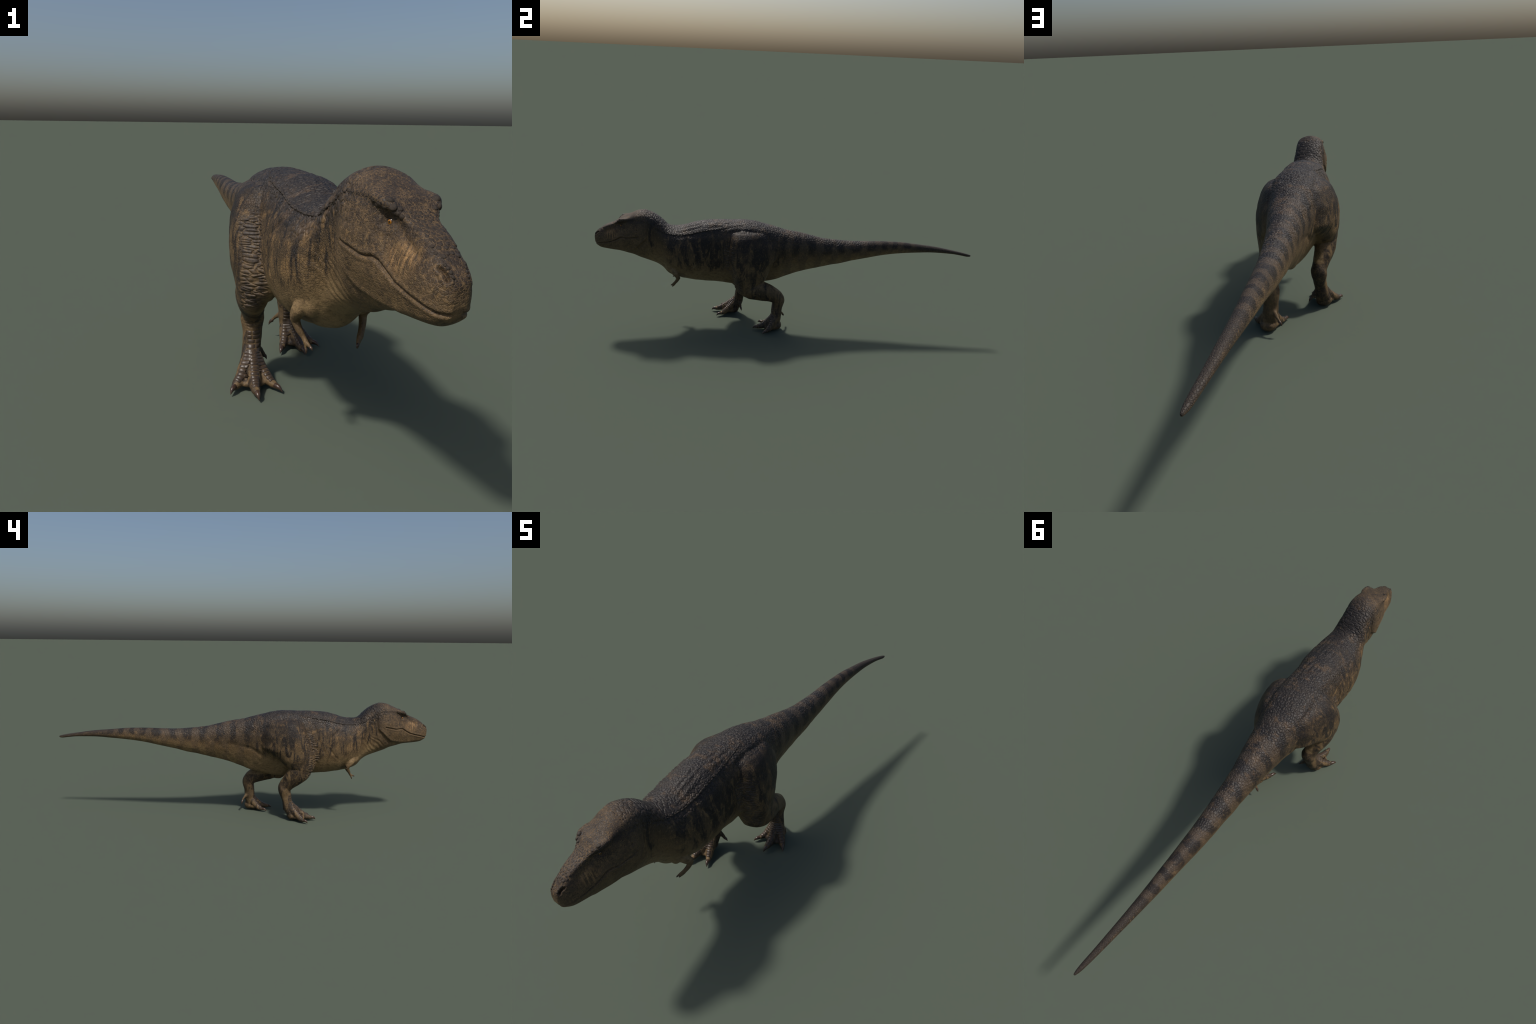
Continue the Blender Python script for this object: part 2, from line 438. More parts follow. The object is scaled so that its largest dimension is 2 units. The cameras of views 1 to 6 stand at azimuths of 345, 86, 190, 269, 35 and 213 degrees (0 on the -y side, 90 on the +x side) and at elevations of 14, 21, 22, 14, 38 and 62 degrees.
def sculpt(P, Q, trees):
    sm = Smoother(Q, len(P))
    P = sm.relax(P, 5, np.ones(len(P)))
    # melt the top of the thighs into the hips and the shoulders into the chest
    def melt(w, it):
        nonlocal P
        sel = np.nonzero(w > .001)[0]; new = np.full(len(P), -1); new[sel] = np.arange(len(sel))
        q = new[Q]; q = q[(q >= 0).all(1)]
        sub = Smoother(q, len(sel)); sub.deg = np.maximum(sub.deg, 1)
        ww = w[sel].copy(); ww[sub.deg < 4] = 0; ww[np.bincount(q.ravel(), minlength=len(sel)) < 3] = 0
        P[sel] = sub.relax(P[sel], it, ww)
    ax, y, z = np.abs(P[:, 0] - mid_x(P[:, 1])), P[:, 1], P[:, 2]
    side = smooth(.02, .05, ax)
    melt(smooth(.41, .50, z) * smooth(-.45, -.40, y) * smooth(.10, .02, y), 170)
    melt(side * smooth(.36, .40, z) * smooth(-.24, -.17, y) * smooth(.10, .02, y), 150)
    melt(side * smooth(.33, .40, z) * smooth(-.43, -.39, y) * smooth(-.20, -.24, y), 70)
    melt(side * smooth(-.68, -.65, y) * smooth(-.54, -.56, y) * smooth(.285, .30, z) * smooth(.46, .42, z), 80)
    melt(smooth(.125, .10, z) * smooth(.0, .02, z), 14)
    N = quad_normals(P, Q)
    x = P[:, 0] - mid_x(P[:, 1]); ax = np.abs(x); y, z = P[:, 1], P[:, 2]
    M = np.column_stack([ax, y, z])                  # mirrored half space
    head = smooth(-.70, -.76, y)
    D = np.zeros(len(P))
    yz = np.column_stack([y, z])
    trunk = smooth(.0, .06, (z - top_bottom(y)[1]) / .3 + .03)
    # lips: a groove with a fuller rim above and below
    d, t = seg_dist(yz, MOUTH)
    lip = head * smooth(.006, .012, ax)
    D += lip * (-.0055 * np.exp(-(d / .0018) ** 2) + .0013 * np.exp(-((d - .006) / .004) ** 2))
    # eye socket, lid folds
    r = np.linalg.norm((M - np.array(EYE)) * [.6, 1, 1.1], axis=1)
    D += head * (-.0068 * np.exp(-(r / .0095) ** 2) + .0013 * np.exp(-((r - .0115) / .0018) ** 2) * smooth(.558, .552, z)
                 + .0011 * np.exp(-((r - .0160) / .0016) ** 2) * smooth(.556, .548, z) + .0008 * np.exp(-((r - .0205) / .0016) ** 2) * smooth(.552, .542, z))
    # brow: swollen rim over the eye, running down along the snout edge
    d, t = seg_dist(M, [(.046, -.826, .584), (.045, -.848, .582), (.0385, -.864, .575), (.030, -.884, .5625), (.0235, -.912, .550), (.019, -.945, .536)])
    D += .0060 * np.exp(-(d / .0075) ** 2) * smooth(.62, .18, t) + .0022 * np.exp(-(d / .006) ** 2) * smooth(.0, .3, t)
    # hollow in front of and below the brow
    d, t = seg_dist(M, [(.045, -.845, .563), (.036, -.872, .552), (.031, -.900, .531), (.030, -.935, .515)])
    D += -.0032 * np.exp(-(d / .008) ** 2)
    # cheek muscle and jaw corner
    r = np.linalg.norm((M - np.array([.068, -.775, .525])) * [.3, 1, 1.2], axis=1); D += .0030 * np.exp(-(r / .022) ** 2)
    d, t = seg_dist(yz, [(-.728, .492), (-.745, .477), (-.770, .452), (-.796, .430), (-.845, .421), (-.90, .418)])
    below = smooth(.006, -.012, z - np.interp(y, [-.90, -.845, -.796, -.77, -.745, -.728][::1], [.418, .421, .430, .452, .477, .492]))
    D += smooth(.02, .035, ax) * (.0026 * np.exp(-(d / .009) ** 2) * (1 - below) - .0040 * np.exp(-((d - .010) / .013) ** 2) * below) * smooth(-.715, -.735, y)
    # nostril: slanting slit with a swollen rim
    dn, _ = seg_dist(M, NOSTRIL)
    D += head * (-.0085 * np.exp(-(dn / .0023) ** 2) + .0014 * np.exp(-((dn - .0062) / .003) ** 2))
    # ear opening
    r = np.linalg.norm((M - np.array(EAR)) * [.4, 1.3, .8], axis=1); D += -.004 * np.exp(-(r / .0032) ** 2)
    # folds where head meets neck, and the slack skin of the throat
    wob = .004 * vnoise(P, 40, 5)
    for y0, amp in ((-.716, .0022), (-.699, .0018), (-.683, .0014)):
        line = y0 - .22 * np.clip(.53 - z, 0, .1) + wob
        D += -amp * np.exp(-((y - line) / .0035) ** 2) * smooth(.44, .47, z) * smooth(.60, .57, z)
    fold = np.sin((y * .72 - z * .70) * 2 * np.pi / .019 + 4.5 * vnoise(P, 26, 8)) * smooth(-.3, .5, vnoise(P, 18, 9))
    D += .0008 * fold * smooth(-.78, -.74, y) * smooth(-.60, -.64, y) * smooth(.475, .44, z) * smooth(.33, .36, z)
    # crease between the thigh muscle and the pale underside of the tail
    d, t = seg_dist(yz, [(-.125, .335), (-.085, .362), (-.0417, .388), (.0557, .408), (.158, .420)])
    D += -.0036 * np.exp(-(d / .011) ** 2) * smooth(.95, .35, t) * smooth(.03, .05, ax)
    # ridge line over the back: a step, full above, hollow below
    R3 = np.array([(o, yy, zz) for yy, zz, o in RIDGE])
    d, t = seg_dist(M, R3)
    above = smooth(-.004, .004, z - np.interp(y, R3[:, 1], R3[:, 2]))
    fade = smooth(0, .06, t) * smooth(1, .85, t) * (.45 + .55 * smooth(-.74, -.64, y))
    D += fade * (.0020 * np.exp(-(d / .010) ** 2) * above - .0016 * np.exp(-(d / .008) ** 2) * (1 - above))
    # shoulder blade and muscle masses, slack flank
    D += smooth(-.64, -.58, y) * smooth(.5, .2, y) * (.0030 * vnoise(P * [1, 1, .6], 16, 11) + .0012 * vnoise(P, 42, 12))
    D += smooth(.24, .18, z) * .0012 * vnoise(P, 45, 14)
    d, t = seg_dist(yz, [(-.375, .52), (-.40, .45), (-.43, .38)]); D += -.0020 * np.exp(-(d / .007) ** 2) * smooth(.06, .08, ax)
    d, t = seg_dist(yz, [(-.52, .50), (-.47, .455), (-.455, .40), (-.50, .345)]); D += -.0022 * np.exp(-(d / .006) ** 2) * smooth(.05, .07, ax)
    P = P + N * D[:, None]
    # scales and wrinkles as relief
    N = quad_normals(P, Q); c = coords(P); D = np.zeros(len(P))
    for name, amp, cut in (('plate', .0014, .20), ('nape', .0019, .18), ('thigh', .0026, .22)):
        w = zone(name, c); sel = w > .01
        if name == 'plate': w = w * (.55 + .45 * smooth(-.2, .5, vnoise(P * [1, .4, 1], 30, 23)))
        if name == 'nape': w = w * (.45 + .55 * smooth(.75, .3, np.abs(vnoise(P, 14, 21))))
        e = voronoi_edge(P[sel] * np.array(LAYERS[name]))
        D[sel] += w[sel] * amp * (smooth(0, cut, e) - .75)
    # lengthwise rows on the back, broken into humps
    D += zone('plate', c) * smooth(-.05, -.25, y) * .0011 * np.sin(c['ax'] * 2 * np.pi / .021 + 1.5 * vnoise(P, 12, 41)) * smooth(-.4, .5, vnoise(P, 22, 42))
    # creases across ankle and instep
    ank = smooth(.215, .19, z) * smooth(.135, .15, z)
    frontal = smooth(.2, .7, -N[:, 1])
    D += ank * frontal * .0010 * np.sin(z * 2 * np.pi / .0085 + 3 * vnoise(P, 35, 31))
    P = P + N * D[:, None]
    return P, sm


# --------------------------------------------------------------- materials
class Nodes:
    """Tiny wrapper: values are sockets or numbers."""
    def __init__(self, name):
        self.m = bpy.data.materials.new(name); self.m.use_nodes = True
        self.t = self.m.node_tree; self.bsdf = self.t.nodes['Principled BSDF']
        self.obj = self.t.nodes.new('ShaderNodeTexCoord').outputs['Object']
    def put(self, sock, v):
        if isinstance(v, bpy.types.NodeSocket): self.t.links.new(v, sock)
        elif isinstance(v, (tuple, list)) and sock.type == 'RGBA': sock.default_value = (*v, 1)
        else: sock.default_value = v
    def math(self, op, a, b=0., clamp=False):
        n = self.t.nodes.new('ShaderNodeMath'); n.operation = op; n.use_clamp = clamp
        self.put(n.inputs[0], a); self.put(n.inputs[1], b); return n.outputs[0]
    def add(self, a, b): return self.math('ADD', a, b)
    def sub(self, a, b): return self.math('SUBTRACT', a, b)
    def mul(self, a, b): return self.math('MULTIPLY', a, b)
    def step(self, a, b, x):
        """Smooth step that also falls when a > b."""
        n = self.t.nodes.new('ShaderNodeMapRange'); n.interpolation_type = 'SMOOTHSTEP'; n.clamp = True
        self.put(n.inputs['Value'], x)
        lo, hi = (a, b) if a < b else (b, a)
        n.inputs['From Min'].default_value = lo; n.inputs['From Max'].default_value = hi
        n.inputs['To Min'].default_value = 0. if a < b else 1.; n.inputs['To Max'].default_value = 1. if a < b else 0.
        return n.outputs['Result']
    def scaled(self, vec, loc=(0, 0, 0), rot=(0, 0, 0)):
        n = self.t.nodes.new('ShaderNodeMapping'); n.inputs['Scale'].default_value = vec; n.inputs['Location'].default_value = loc; n.inputs['Rotation'].default_value = rot
        self.put(n.inputs['Vector'], self.obj); return n.outputs[0]
    def noise(self, vec, scale=1., detail=3., rough=.55, dist=0.):
        n = self.t.nodes.new('ShaderNodeTexNoise'); self.put(n.inputs['Vector'], vec)
        n.inputs['Scale'].default_value = scale; n.inputs['Detail'].default_value = detail; n.inputs['Roughness'].default_value = rough; n.inputs['Distortion'].default_value = dist
        return n.outputs[0]
    def edge(self, vec):
        n = self.t.nodes.new('ShaderNodeTexVoronoi'); n.feature = 'DISTANCE_TO_EDGE'; n.inputs['Scale'].default_value = 1
        self.put(n.inputs['Vector'], vec); return n.outputs['Distance']
    def warped(self, vec):
        nz = self.t.nodes.new('ShaderNodeTexNoise'); nz.inputs['Scale'].default_value = .55; nz.inputs['Detail'].default_value = 1.
        ma = self.t.nodes.new('ShaderNodeVectorMath'); ma.operation = 'MULTIPLY_ADD'; ma.inputs[1].default_value = (WARP,) * 3
        self.put(nz.inputs['Vector'], vec); self.put(ma.inputs[0], nz.outputs['Color']); self.put(ma.inputs[2], vec); return ma.outputs[0]
    def cell(self, vec):
        n = self.t.nodes.new('ShaderNodeTexVoronoi'); n.inputs['Scale'].default_value = 1
        self.put(n.inputs['Vector'], vec)
        s = self.t.nodes.new('ShaderNodeSeparateColor'); self.put(s.inputs[0], n.outputs['Color']); return s.outputs[0]
    def mix(self, f, a, b, mode='MIX'):
        n = self.t.nodes.new('ShaderNodeMix'); n.data_type = 'RGBA'; n.blend_type = mode; n.clamp_factor = True
        self.put(n.inputs[0], f); self.put(n.inputs[6], a); self.put(n.inputs[7], b); return n.outputs[2]
    def ramp(self, x, stops):
        n = self.t.nodes.new('ShaderNodeValToRGB'); self.put(n.inputs[0], x)
        el = n.color_ramp.elements
        while len(el) < len(stops): el.new(.5)
        for e, (p, c) in zip(el, stops): e.position = p; e.color = (*c, 1)
        return n.outputs[0]
    def curve(self, x, pts, lo=-1., hi=1.):
        """Piecewise linear function of x; values must lie in 0..1."""
        n = self.t.nodes.new('ShaderNodeFloatCurve'); c = n.mapping.curves[0]
        pts = [((px - lo) / (hi - lo), py) for px, py in pts]
        while len(c.points) < len(pts): c.points.new(.5, .5)
        for q, (px, py) in zip(c.points, pts): q.location = (px, py); q.handle_type = 'VECTOR'
        n.mapping.update()
        n.inputs['Factor'].default_value = 1
        self.put(n.inputs['Value'], self.math('DIVIDE', self.sub(x, lo), hi - lo)); return n.outputs[0]
    def bump(self, h, strength, dist, normal=None):
        n = self.t.nodes.new('ShaderNodeBump'); n.inputs['Strength'].default_value = strength; n.inputs['Distance'].default_value = dist
        self.put(n.inputs['Height'], h)
        if normal is not None: self.put(n.inputs['Normal'], normal)
        return n.outputs[0]


# colours of the hide (linear)
TAN, SAND, BROWN, UMBER, SOOT = (.210, .142, .070), (.158, .103, .050), (.086, .057, .030), (.031, .023, .017), (.0115, .0105, .0115)
OCHRE, CHEEK = (.205, .126, .056), (.36, .210, .088)
BANDS = [(-.21, 0), (-.12, 1), (-.03, 2), (.048, 3), (.13, 4), (.212, 5), (.293, 6), (.374, 7), (.464, 8), (.532, 9), (.59, 10), (.65, 11), (.713, 12), (.77, 13)]

def skin_material():
    k = Nodes('scaly_skin')
    sx = k.t.nodes.new('ShaderNodeSeparateXYZ'); k.put(sx.inputs[0], k.obj); x, y, z = sx.outputs
    ys = np.array([-.9995, -.985, -.96, -.93, -.90, -.87, -.84, -.80, -.76, -.72, -.68, -.65, -.60, -.55, -.5, -.43, -.37, -.30, -.24, -.18, -.11, -.05, .02, .1, .2, .3, .4, .5, .6, .7, .8, .9, 1.0])
    zt, zb = top_bottom(ys)
    top = k.curve(y, list(zip(ys, zt))); bot = k.curve(y, list(zip(ys, zb)))
    midx = k.sub(k.curve(y, [(a, b + .5) for a, b in zip(MID_Y, MID_X)]), .5)
    ax = k.math('ABSOLUTE', k.sub(x, midx))
    u = k.math('DIVIDE', k.sub(z, bot), k.sub(top, bot))
    rim = []
    for right in (True, False):
        zz = [0, .20, .25, .30, .35, .40, .45, .50, .7]
        rim.append(k.sub(k.curve(z, [(a, float(thigh_front(0, a, right)) + .5) for a in zz], 0., .7), .5))
    is_right = k.math('LESS_THAN', x, 0.)
    front = k.sub(y, k.add(k.mul(is_right, rim[0]), k.mul(k.sub(1., is_right), rim[1])))
    co = {'x': x, 'y': y, 'z': z, 'ax': ax, 'u': u, 'front': front}
    def zone_node(name):
        m = 1.
        for key, a, b in ZONES[name]: m = k.mul(m, k.step(a, b, co[key]))
        return m
    # ------------------------------------------------ where things are
    leg = k.mul(k.mul(k.step(.085, .110, ax), k.step(.41, .33, z)), k.mul(k.step(-.43, -.40, y), k.step(.06, .02, y)))
    leg = k.math('MAXIMUM', leg, k.step(.235, .205, z))
    head = k.step(-.70, -.76, y)
    n_big = k.noise(k.scaled((9, 9, 9)), detail=4)
    n_mid = k.noise(k.scaled((34, 34, 26)), detail=5, rough=.65)
    n_fine = k.noise(k.scaled((150, 150, 150)), detail=4, rough=.7)
    n_grain = k.noise(k.scaled((420, 420, 420)), detail=2)
    uu = k.add(u, k.add(k.mul(k.sub(n_big, .5), .28), k.mul(k.sub(n_mid, .5), .30)))
    uu = k.add(k.mul(uu, k.sub(1., leg)), k.mul(leg, k.add(.43, k.mul(k.sub(n_mid, .5), .5))))
    col = k.ramp(uu, [(0., TAN), (.20, TAN), (.36, SAND), (.55, BROWN), (.76, UMBER), (1., (.022, .018, .016))])
    # ochre mottling on flanks, thighs, neck
    moth = k.mul(k.step(.50, .64, n_mid), k.mul(k.step(.20, .38, u), k.step(1.02, .70, u)))
    col = k.mix(k.mul(moth, .75), col, OCHRE)
    # vertical streaks on neck and flank
    streak_n = k.noise(k.scaled((9, 30, 8.0), rot=(.30, 0, 0)), detail=4, rough=.68, dist=.9)
    streak = k.mul(k.step(.46, .57, streak_n), k.mul(k.step(.22, .42, uu), k.mul(k.step(.03, -.06, y), k.step(-.78, -.70, y))))
    col = k.mix(k.mul(streak, .92), col, SOOT)
    # bands over hips and tail
    ph = k.mul(k.curve(y, [(-1., 0.), *[(a, b / 14) for a, b in BANDS], (1., 1.)]), 14 * 2 * math.pi)
    wave = k.math('COSINE', k.add(ph, k.mul(k.sub(k.noise(k.scaled((22, 22, 18)), detail=4, rough=.65), .5), 6.5)))
    band = k.mul(k.step(-.65, .75, k.add(wave, k.add(k.mul(k.sub(n_fine, .5), 1.2), k.mul(k.sub(n_mid, .5), 1.6)))), k.mul(k.step(-.22, -.10, y), k.mul(k.step(.42, .66, k.add(u, k.mul(k.sub(n_mid, .5), .4))), k.step(.86, .70, y))))
    col = k.mix(k.mul(band, .82), col, SOOT)
    warm = k.mul(k.step(.2, -.5, wave), k.mul(k.step(-.15, 0., y), k.step(.80, .68, y)))
    col = k.mix(k.mul(warm, .50), col, (.084, .059, .039))
    # dark tail end
    col = k.mix(k.mul(k.step(.60, .78, y), .8), col, (.034, .027, .022))
    # blotches on thigh and shank
    blot = k.mul(k.step(.52, .62, k.noise(k.scaled((24, 20, 13)), detail=3)), k.mul(k.step(.085, .105, ax), k.mul(k.step(-.43, -.40, y), k.step(.06, .02, y))))
    col = k.mix(k.mul(blot, .70), col, (.018, .015, .013))
    # sooty saddle along the back
    saddle = k.mul(k.step(.80, 1.0, k.add(u, k.mul(k.sub(n_mid, .5), .5))), k.step(.55, .3, y))
    col = k.mix(k.mul(saddle, .45), col, (.020, .018, .018))
    rust = k.mul(k.step(.52, .64, k.noise(k.scaled((20, 26, 20), (7, 3, 1)), detail=5, rough=.7)), k.mul(k.step(.62, .85, u), k.step(.7, .5, y)))
    col = k.mix(k.mul(rust, .75), col, (.072, .046, .027))
    # face: pale cheek broken by dark bars, dark brow band, painted eyelid shade
    d = k.t.nodes.new('ShaderNodeVectorMath'); d.operation = 'DISTANCE'
    cv = k.t.nodes.new('ShaderNodeCombineXYZ'); k.put(cv.inputs[1], k.mul(y, .8)); k.put(cv.inputs[2], z)
    k.put(d.inputs[0], cv.outputs[0]); d.inputs[1].default_value = (0, -.905 * .8, .504)
    face = k.mul(k.step(.038, .008, k.add(d.outputs['Value'], k.add(k.mul(k.sub(n_mid, .5), .045), k.mul(k.sub(n_fine, .5), .02)))), k.step(.022, .030, ax))
    bars = k.math('SINE', k.add(k.mul(k.add(y, k.mul(z, .12)), 2 * math.pi / .0125), k.mul(k.sub(n_mid, .5), 5.)))
    bars = k.mul(k.step(-.3, .6, bars), k.add(.35, k.mul(k.step(.520, .496, z), .65)))
    headcol = k.ramp(k.add(u, k.mul(k.sub(n_mid, .5), .5)), [(0., SAND), (.25, (.095, .064, .034)), (.50, (.085, .058, .033)), (.85, (.052, .037, .026)), (1., (.040, .030, .023))])
    headcol = k.mix(k.mul(k.step(.49, .60, k.noise(k.scaled((34, 40, 34), (3, 1, 2)), detail=5, rough=.65)), .75), headcol, (.026, .020, .016))
    headcol = k.mix(k.mul(k.step(.50, .64, n_fine), .7), headcol, (.19, .118, .054))
    col = k.mix(k.mul(head, .85), col, headcol)
    hair = k.noise(k.scaled((90, 260, 60)), detail=3, rough=.6)
    col = k.mix(k.mul(k.mul(face, k.step(.36, .60, hair)), .85), col, CHEEK)
    col = k.mix(k.mul(k.mul(face, bars), .8), col, (.05, .034, .022))
    de = k.t.nodes.new('ShaderNodeVectorMath'); de.operation = 'DISTANCE'
    ce = k.t.nodes.new('ShaderNodeCombineXYZ'); k.put(ce.inputs[1], y); k.put(ce.inputs[2], z)
    k.put(de.inputs[0], ce.outputs[0]); de.inputs[1].default_value = (0, EYE[1], EYE[2])
    lid_shade = k.mul(k.step(.026, .008, k.add(de.outputs['Value'], k.mul(k.sub(n_mid, .5), .02))), k.step(.020, .028, ax))  # shadow of the lid folds, darkened into the skin round the eye
    col = k.mix(k.mul(lid_shade, .72), col, (.026, .020, .016))
    arm = k.mul(k.mul(k.step(.325, .285, z), k.step(.035, .050, ax)), k.mul(k.step(-.63, -.61, y), k.step(-.52, -.54, y)))
    col = k.mix(k.mul(arm, .75), col, k.mix(k.step(.42, .58, n_mid), (.110, .068, .034), (.066, .042, .024)))
    browband = k.mul(k.mul(head, k.step(.018, .030, ax)), k.mul(k.step(.562, .575, z), k.step(.600, .585, z)))
    col = k.mix(k.mul(browband, .75), col, (.020, .018, .018))
    # ------------------------------------------------ scales
    small_v = k.scaled((150, 150, 150)); small = k.edge(small_v)
    warpn = k.t.nodes.new('ShaderNodeTexNoise'); k.put(warpn.inputs['Vector'], k.scaled((60, 60, 60))); warpn.inputs['Scale'].default_value = 1.
    wv = k.t.nodes.new('ShaderNodeVectorMath'); wv.operation = 'MULTIPLY_ADD'; k.put(wv.inputs[0], warpn.outputs['Color']); wv.inputs[1].default_value = (1.6,) * 3; k.put(wv.inputs[2], k.scaled((205, 165, 215)))
    headv = wv.outputs[0]; heads = k.edge(headv)
    lines_small = k.step(.16, .03, small); lines_head = k.mul(k.step(.16, .02, heads), k.step(.35, .65, k.noise(k.scaled((30, 30, 30), (5, 5, 5)), detail=3)))
    layer = {}
    for name, cut in (('plate', .20), ('nape', .18), ('thigh', .22)):
        layer[name] = (zone_node(name), k.edge(k.warped(k.scaled(LAYERS[name]))), cut)
    covered = k.math('MINIMUM', k.add(k.add(layer['plate'][0], layer['thigh'][0]), layer['nape'][0]), 1.)
    bare = k.sub(1., covered)
    # paler skin in the seams between head scales, darker scale centres
    
    tint = k.sub(k.cell(headv), .5)
    col = k.mix(k.math('ABSOLUTE', k.mul(tint, k.mul(head, .8))), col, (.030, .022, .017))
    fade = k.math('MULTIPLY_ADD', k.step(.12, .45, u), .8); fade.node.inputs[2].default_value = .2
    seam = k.mul(k.mul(lines_small, fade), k.mul(k.mul(bare, k.sub(1., head)), .35)); col = k.mix(seam, col, (.022, .017, .014))
    w, e, cut = layer['thigh']
    col = k.mix(k.mul(k.mul(w, k.step(.02, .14, e)), .65), col, (.040, .030, .024))
    col = k.mix(k.mul(k.mul(w, k.step(.07, .0, e)), .7), col, (.13, .085, .042))
    # worn, wrinkled underside: brown grain broken along the body
    under = k.noise(k.scaled((70, 55, 120), (2, 6, 4)), detail=5, rough=.7)
    col = k.mix(k.mul(k.step(.44, .64, under), k.mul(k.step(.50, .28, u), .60)), col, (.088, .058, .029))
    # flecks: elongated tan and dark grain
    fl = k.noise(k.scaled((190, 120, 80)), detail=4, rough=.75); fl2 = k.noise(k.scaled((150, 110, 75), (9, 4, 2)), detail=4, rough=.75)
    col = k.mix(k.mul(k.step(.54, .68, fl), k.mul(k.step(1.0, .55, uu), .50)), col, (.215, .142, .066))
    col = k.mix(k.mul(k.step(.54, .68, fl2), .50), col, (.018, .014, .012))
    # grain
    col = k.mix(k.mul(k.step(.5, .8, n_grain), .6), col, k.mix(.5, col, (.16, .11, .06)))
    col = k.mix(k.mul(k.step(.48, .2, n_fine), .35), col, (.018, .014, .012))
    seam = k.mul(lines_head, k.mul(head, .50)); col = k.mix(seam, col, (.19, .122, .060))
    k.put(k.bsdf.inputs['Base Color'], col)
    rough = k.add(.50, k.mul(k.sub(n_fine, .5), .3))
    k.put(k.bsdf.inputs['Roughness'], k.add(rough, .03))
    k.put(k.bsdf.inputs['Specular IOR Level'], k.add(.20, k.mul(covered, .10)))
    # ------------------------------------------------ relief below mesh level
    h_small = k.mul(k.mul(k.step(0., .16, small), fade), k.mul(bare, k.sub(1., head)))
    h_head = k.mul(k.step(0., .16, heads), head)
    h_cov = 0.
    for name in layer:
        w, e, cut = layer[name]; h_cov = k.add(h_cov, k.mul(w, k.step(0., cut * .8, e)))
    fold = k.noise(k.scaled((26, 95, 40)), detail=3, rough=.6)
    h = k.add(k.add(k.mul(h_small, .50), k.mul(h_head, .36)), k.add(k.mul(h_cov, .65), k.add(k.mul(fold, .8), k.mul(k.mul(under, k.step(.5, .3, u)), 1.0))))
    h = k.add(h, k.mul(n_fine, .45))
    k.put(k.bsdf.inputs['Normal'], k.bump(h, .85, .0016))
    return k.m


def horn_material(name, a, b, rough):
    k = Nodes(name)
    n = k.noise(k.scaled((60, 160, 60)), detail=4, rough=.6); g = k.noise(k.scaled((330, 330, 330)), detail=3)
    col = k.mix(k.step(.35, .65, n), a, b); col = k.mix(k.mul(k.step(.5, .75, g), .4), col, tuple(c * .45 for c in a))
    k.put(k.bsdf.inputs['Base Color'], col)
    k.put(k.bsdf.inputs['Roughness'], k.add(rough, k.mul(k.sub(g, .5), .2)))
    k.put(k.bsdf.inputs['Normal'], k.bump(n, .5, .0008)); k.bsdf.inputs['Specular IOR Level'].default_value = .45 if rough < .42 else .25
    return k.m


def eye_material():
    """Amber iris with a slit-free round pupil; object x axis points outward."""
    k = Nodes('amber_eye')
    sx = k.t.nodes.new('ShaderNodeSeparateXYZ'); k.put(sx.inputs[0], k.obj); x, y, z = sx.outputs
    r = k.math('SQRT', k.add(k.mul(y, y), k.mul(z, z)))
    n = k.noise(k.scaled((600, 600, 600)), detail=3)
    col = k.mix(n, (.38, .16, .012), (.18, .068, .007))
    col = k.mix(k.step(.0020, .0014, r), col, (.004, .004, .004))
    col = k.mix(k.step(.0034, .0042, r), col, (.012, .008, .006))
    k.put(k.bsdf.inputs['Base Color'], col)
    k.bsdf.inputs['Roughness'].default_value = .22; k.bsdf.inputs['Coat Weight'].default_value = .15
    return k.m


MAT_SKIN = skin_material()
MAT_CLAW = horn_material('horn_claw', (.060, .034, .020), (.034, .020, .014), .30)
MAT_SCUTE = horn_material('toe_scute', (.038, .025, .016), (.060, .039, .024), .40)
MAT_RIDGE = horn_material('ridge_scale', (.024, .020, .017), (.046, .034, .025), .48)
MAT_BROW = horn_material('brow_scute', (.026, .020, .015), (.046, .032, .021), .46)
MAT_SNOUT = horn_material('snout_scute', (.036, .024, .015), (.078, .048, .025), .5)
MAT_EYE = eye_material()

# ---------------------------------------------------------------- assemble
root = bpy.data.objects.new('tyrannosaur', None); bpy.context.collection.objects.link(root)
root['label'] = 'brown striped scaly tyrannosaur walking with closed jaws'
root['category'] = 'dinosaur'

def add_obj(name, me, parent, mat=None):
    ob = bpy.data.objects.new(name, me); bpy.context.collection.objects.link(ob); ob.parent = parent
    if mat and not me.materials: me.materials.append(mat)
    return ob

P, Q, trees = build_body()
P, sm = sculpt(P, Q, trees)
VN = quad_normals(P, Q)
print('body quads', len(Q))

# face regions
C = P[Q].mean(1)
lab = np.where(C[:, 1] < -.735, 0, np.where(C[:, 1] < -.615, 1, np.where(C[:, 1] < -.06, 2, 3)))
near_limb = (C[:, 2] < .58) & (C[:, 1] < .03) & (C[:, 1] > -.64)
LIMBS = ['leg-1', 'leg+1', 'foot-1', 'foot+1', 'arm-1', 'arm+1', 'hand-1', 'hand+1']
for i in np.nonzero(near_limb)[0]:
    p = Vector(C[i]); best, who = trees['trunk'].find_nearest(p)[3], None
    lo = C[i, 2] < .36 or abs(C[i, 0]) > .05
    if not lo: continue
    keys = (('leg', 'foot') if C[i, 1] > -.47 else ('arm', 'hand'))
    sd = '+1' if C[i, 0] > 0 else '-1'
    for k in keys:
        q = trees[k + sd].find_nearest(p, .03)
        if q[3] is not None and q[3] < best + (.004 if k == 'foot' else 0):
            best, who = q[3], k + sd
    if who == 'leg' + sd and C[i, 2] < .062: who = 'foot' + sd
    if who: lab[i] = 4 + LIMBS.index(who)

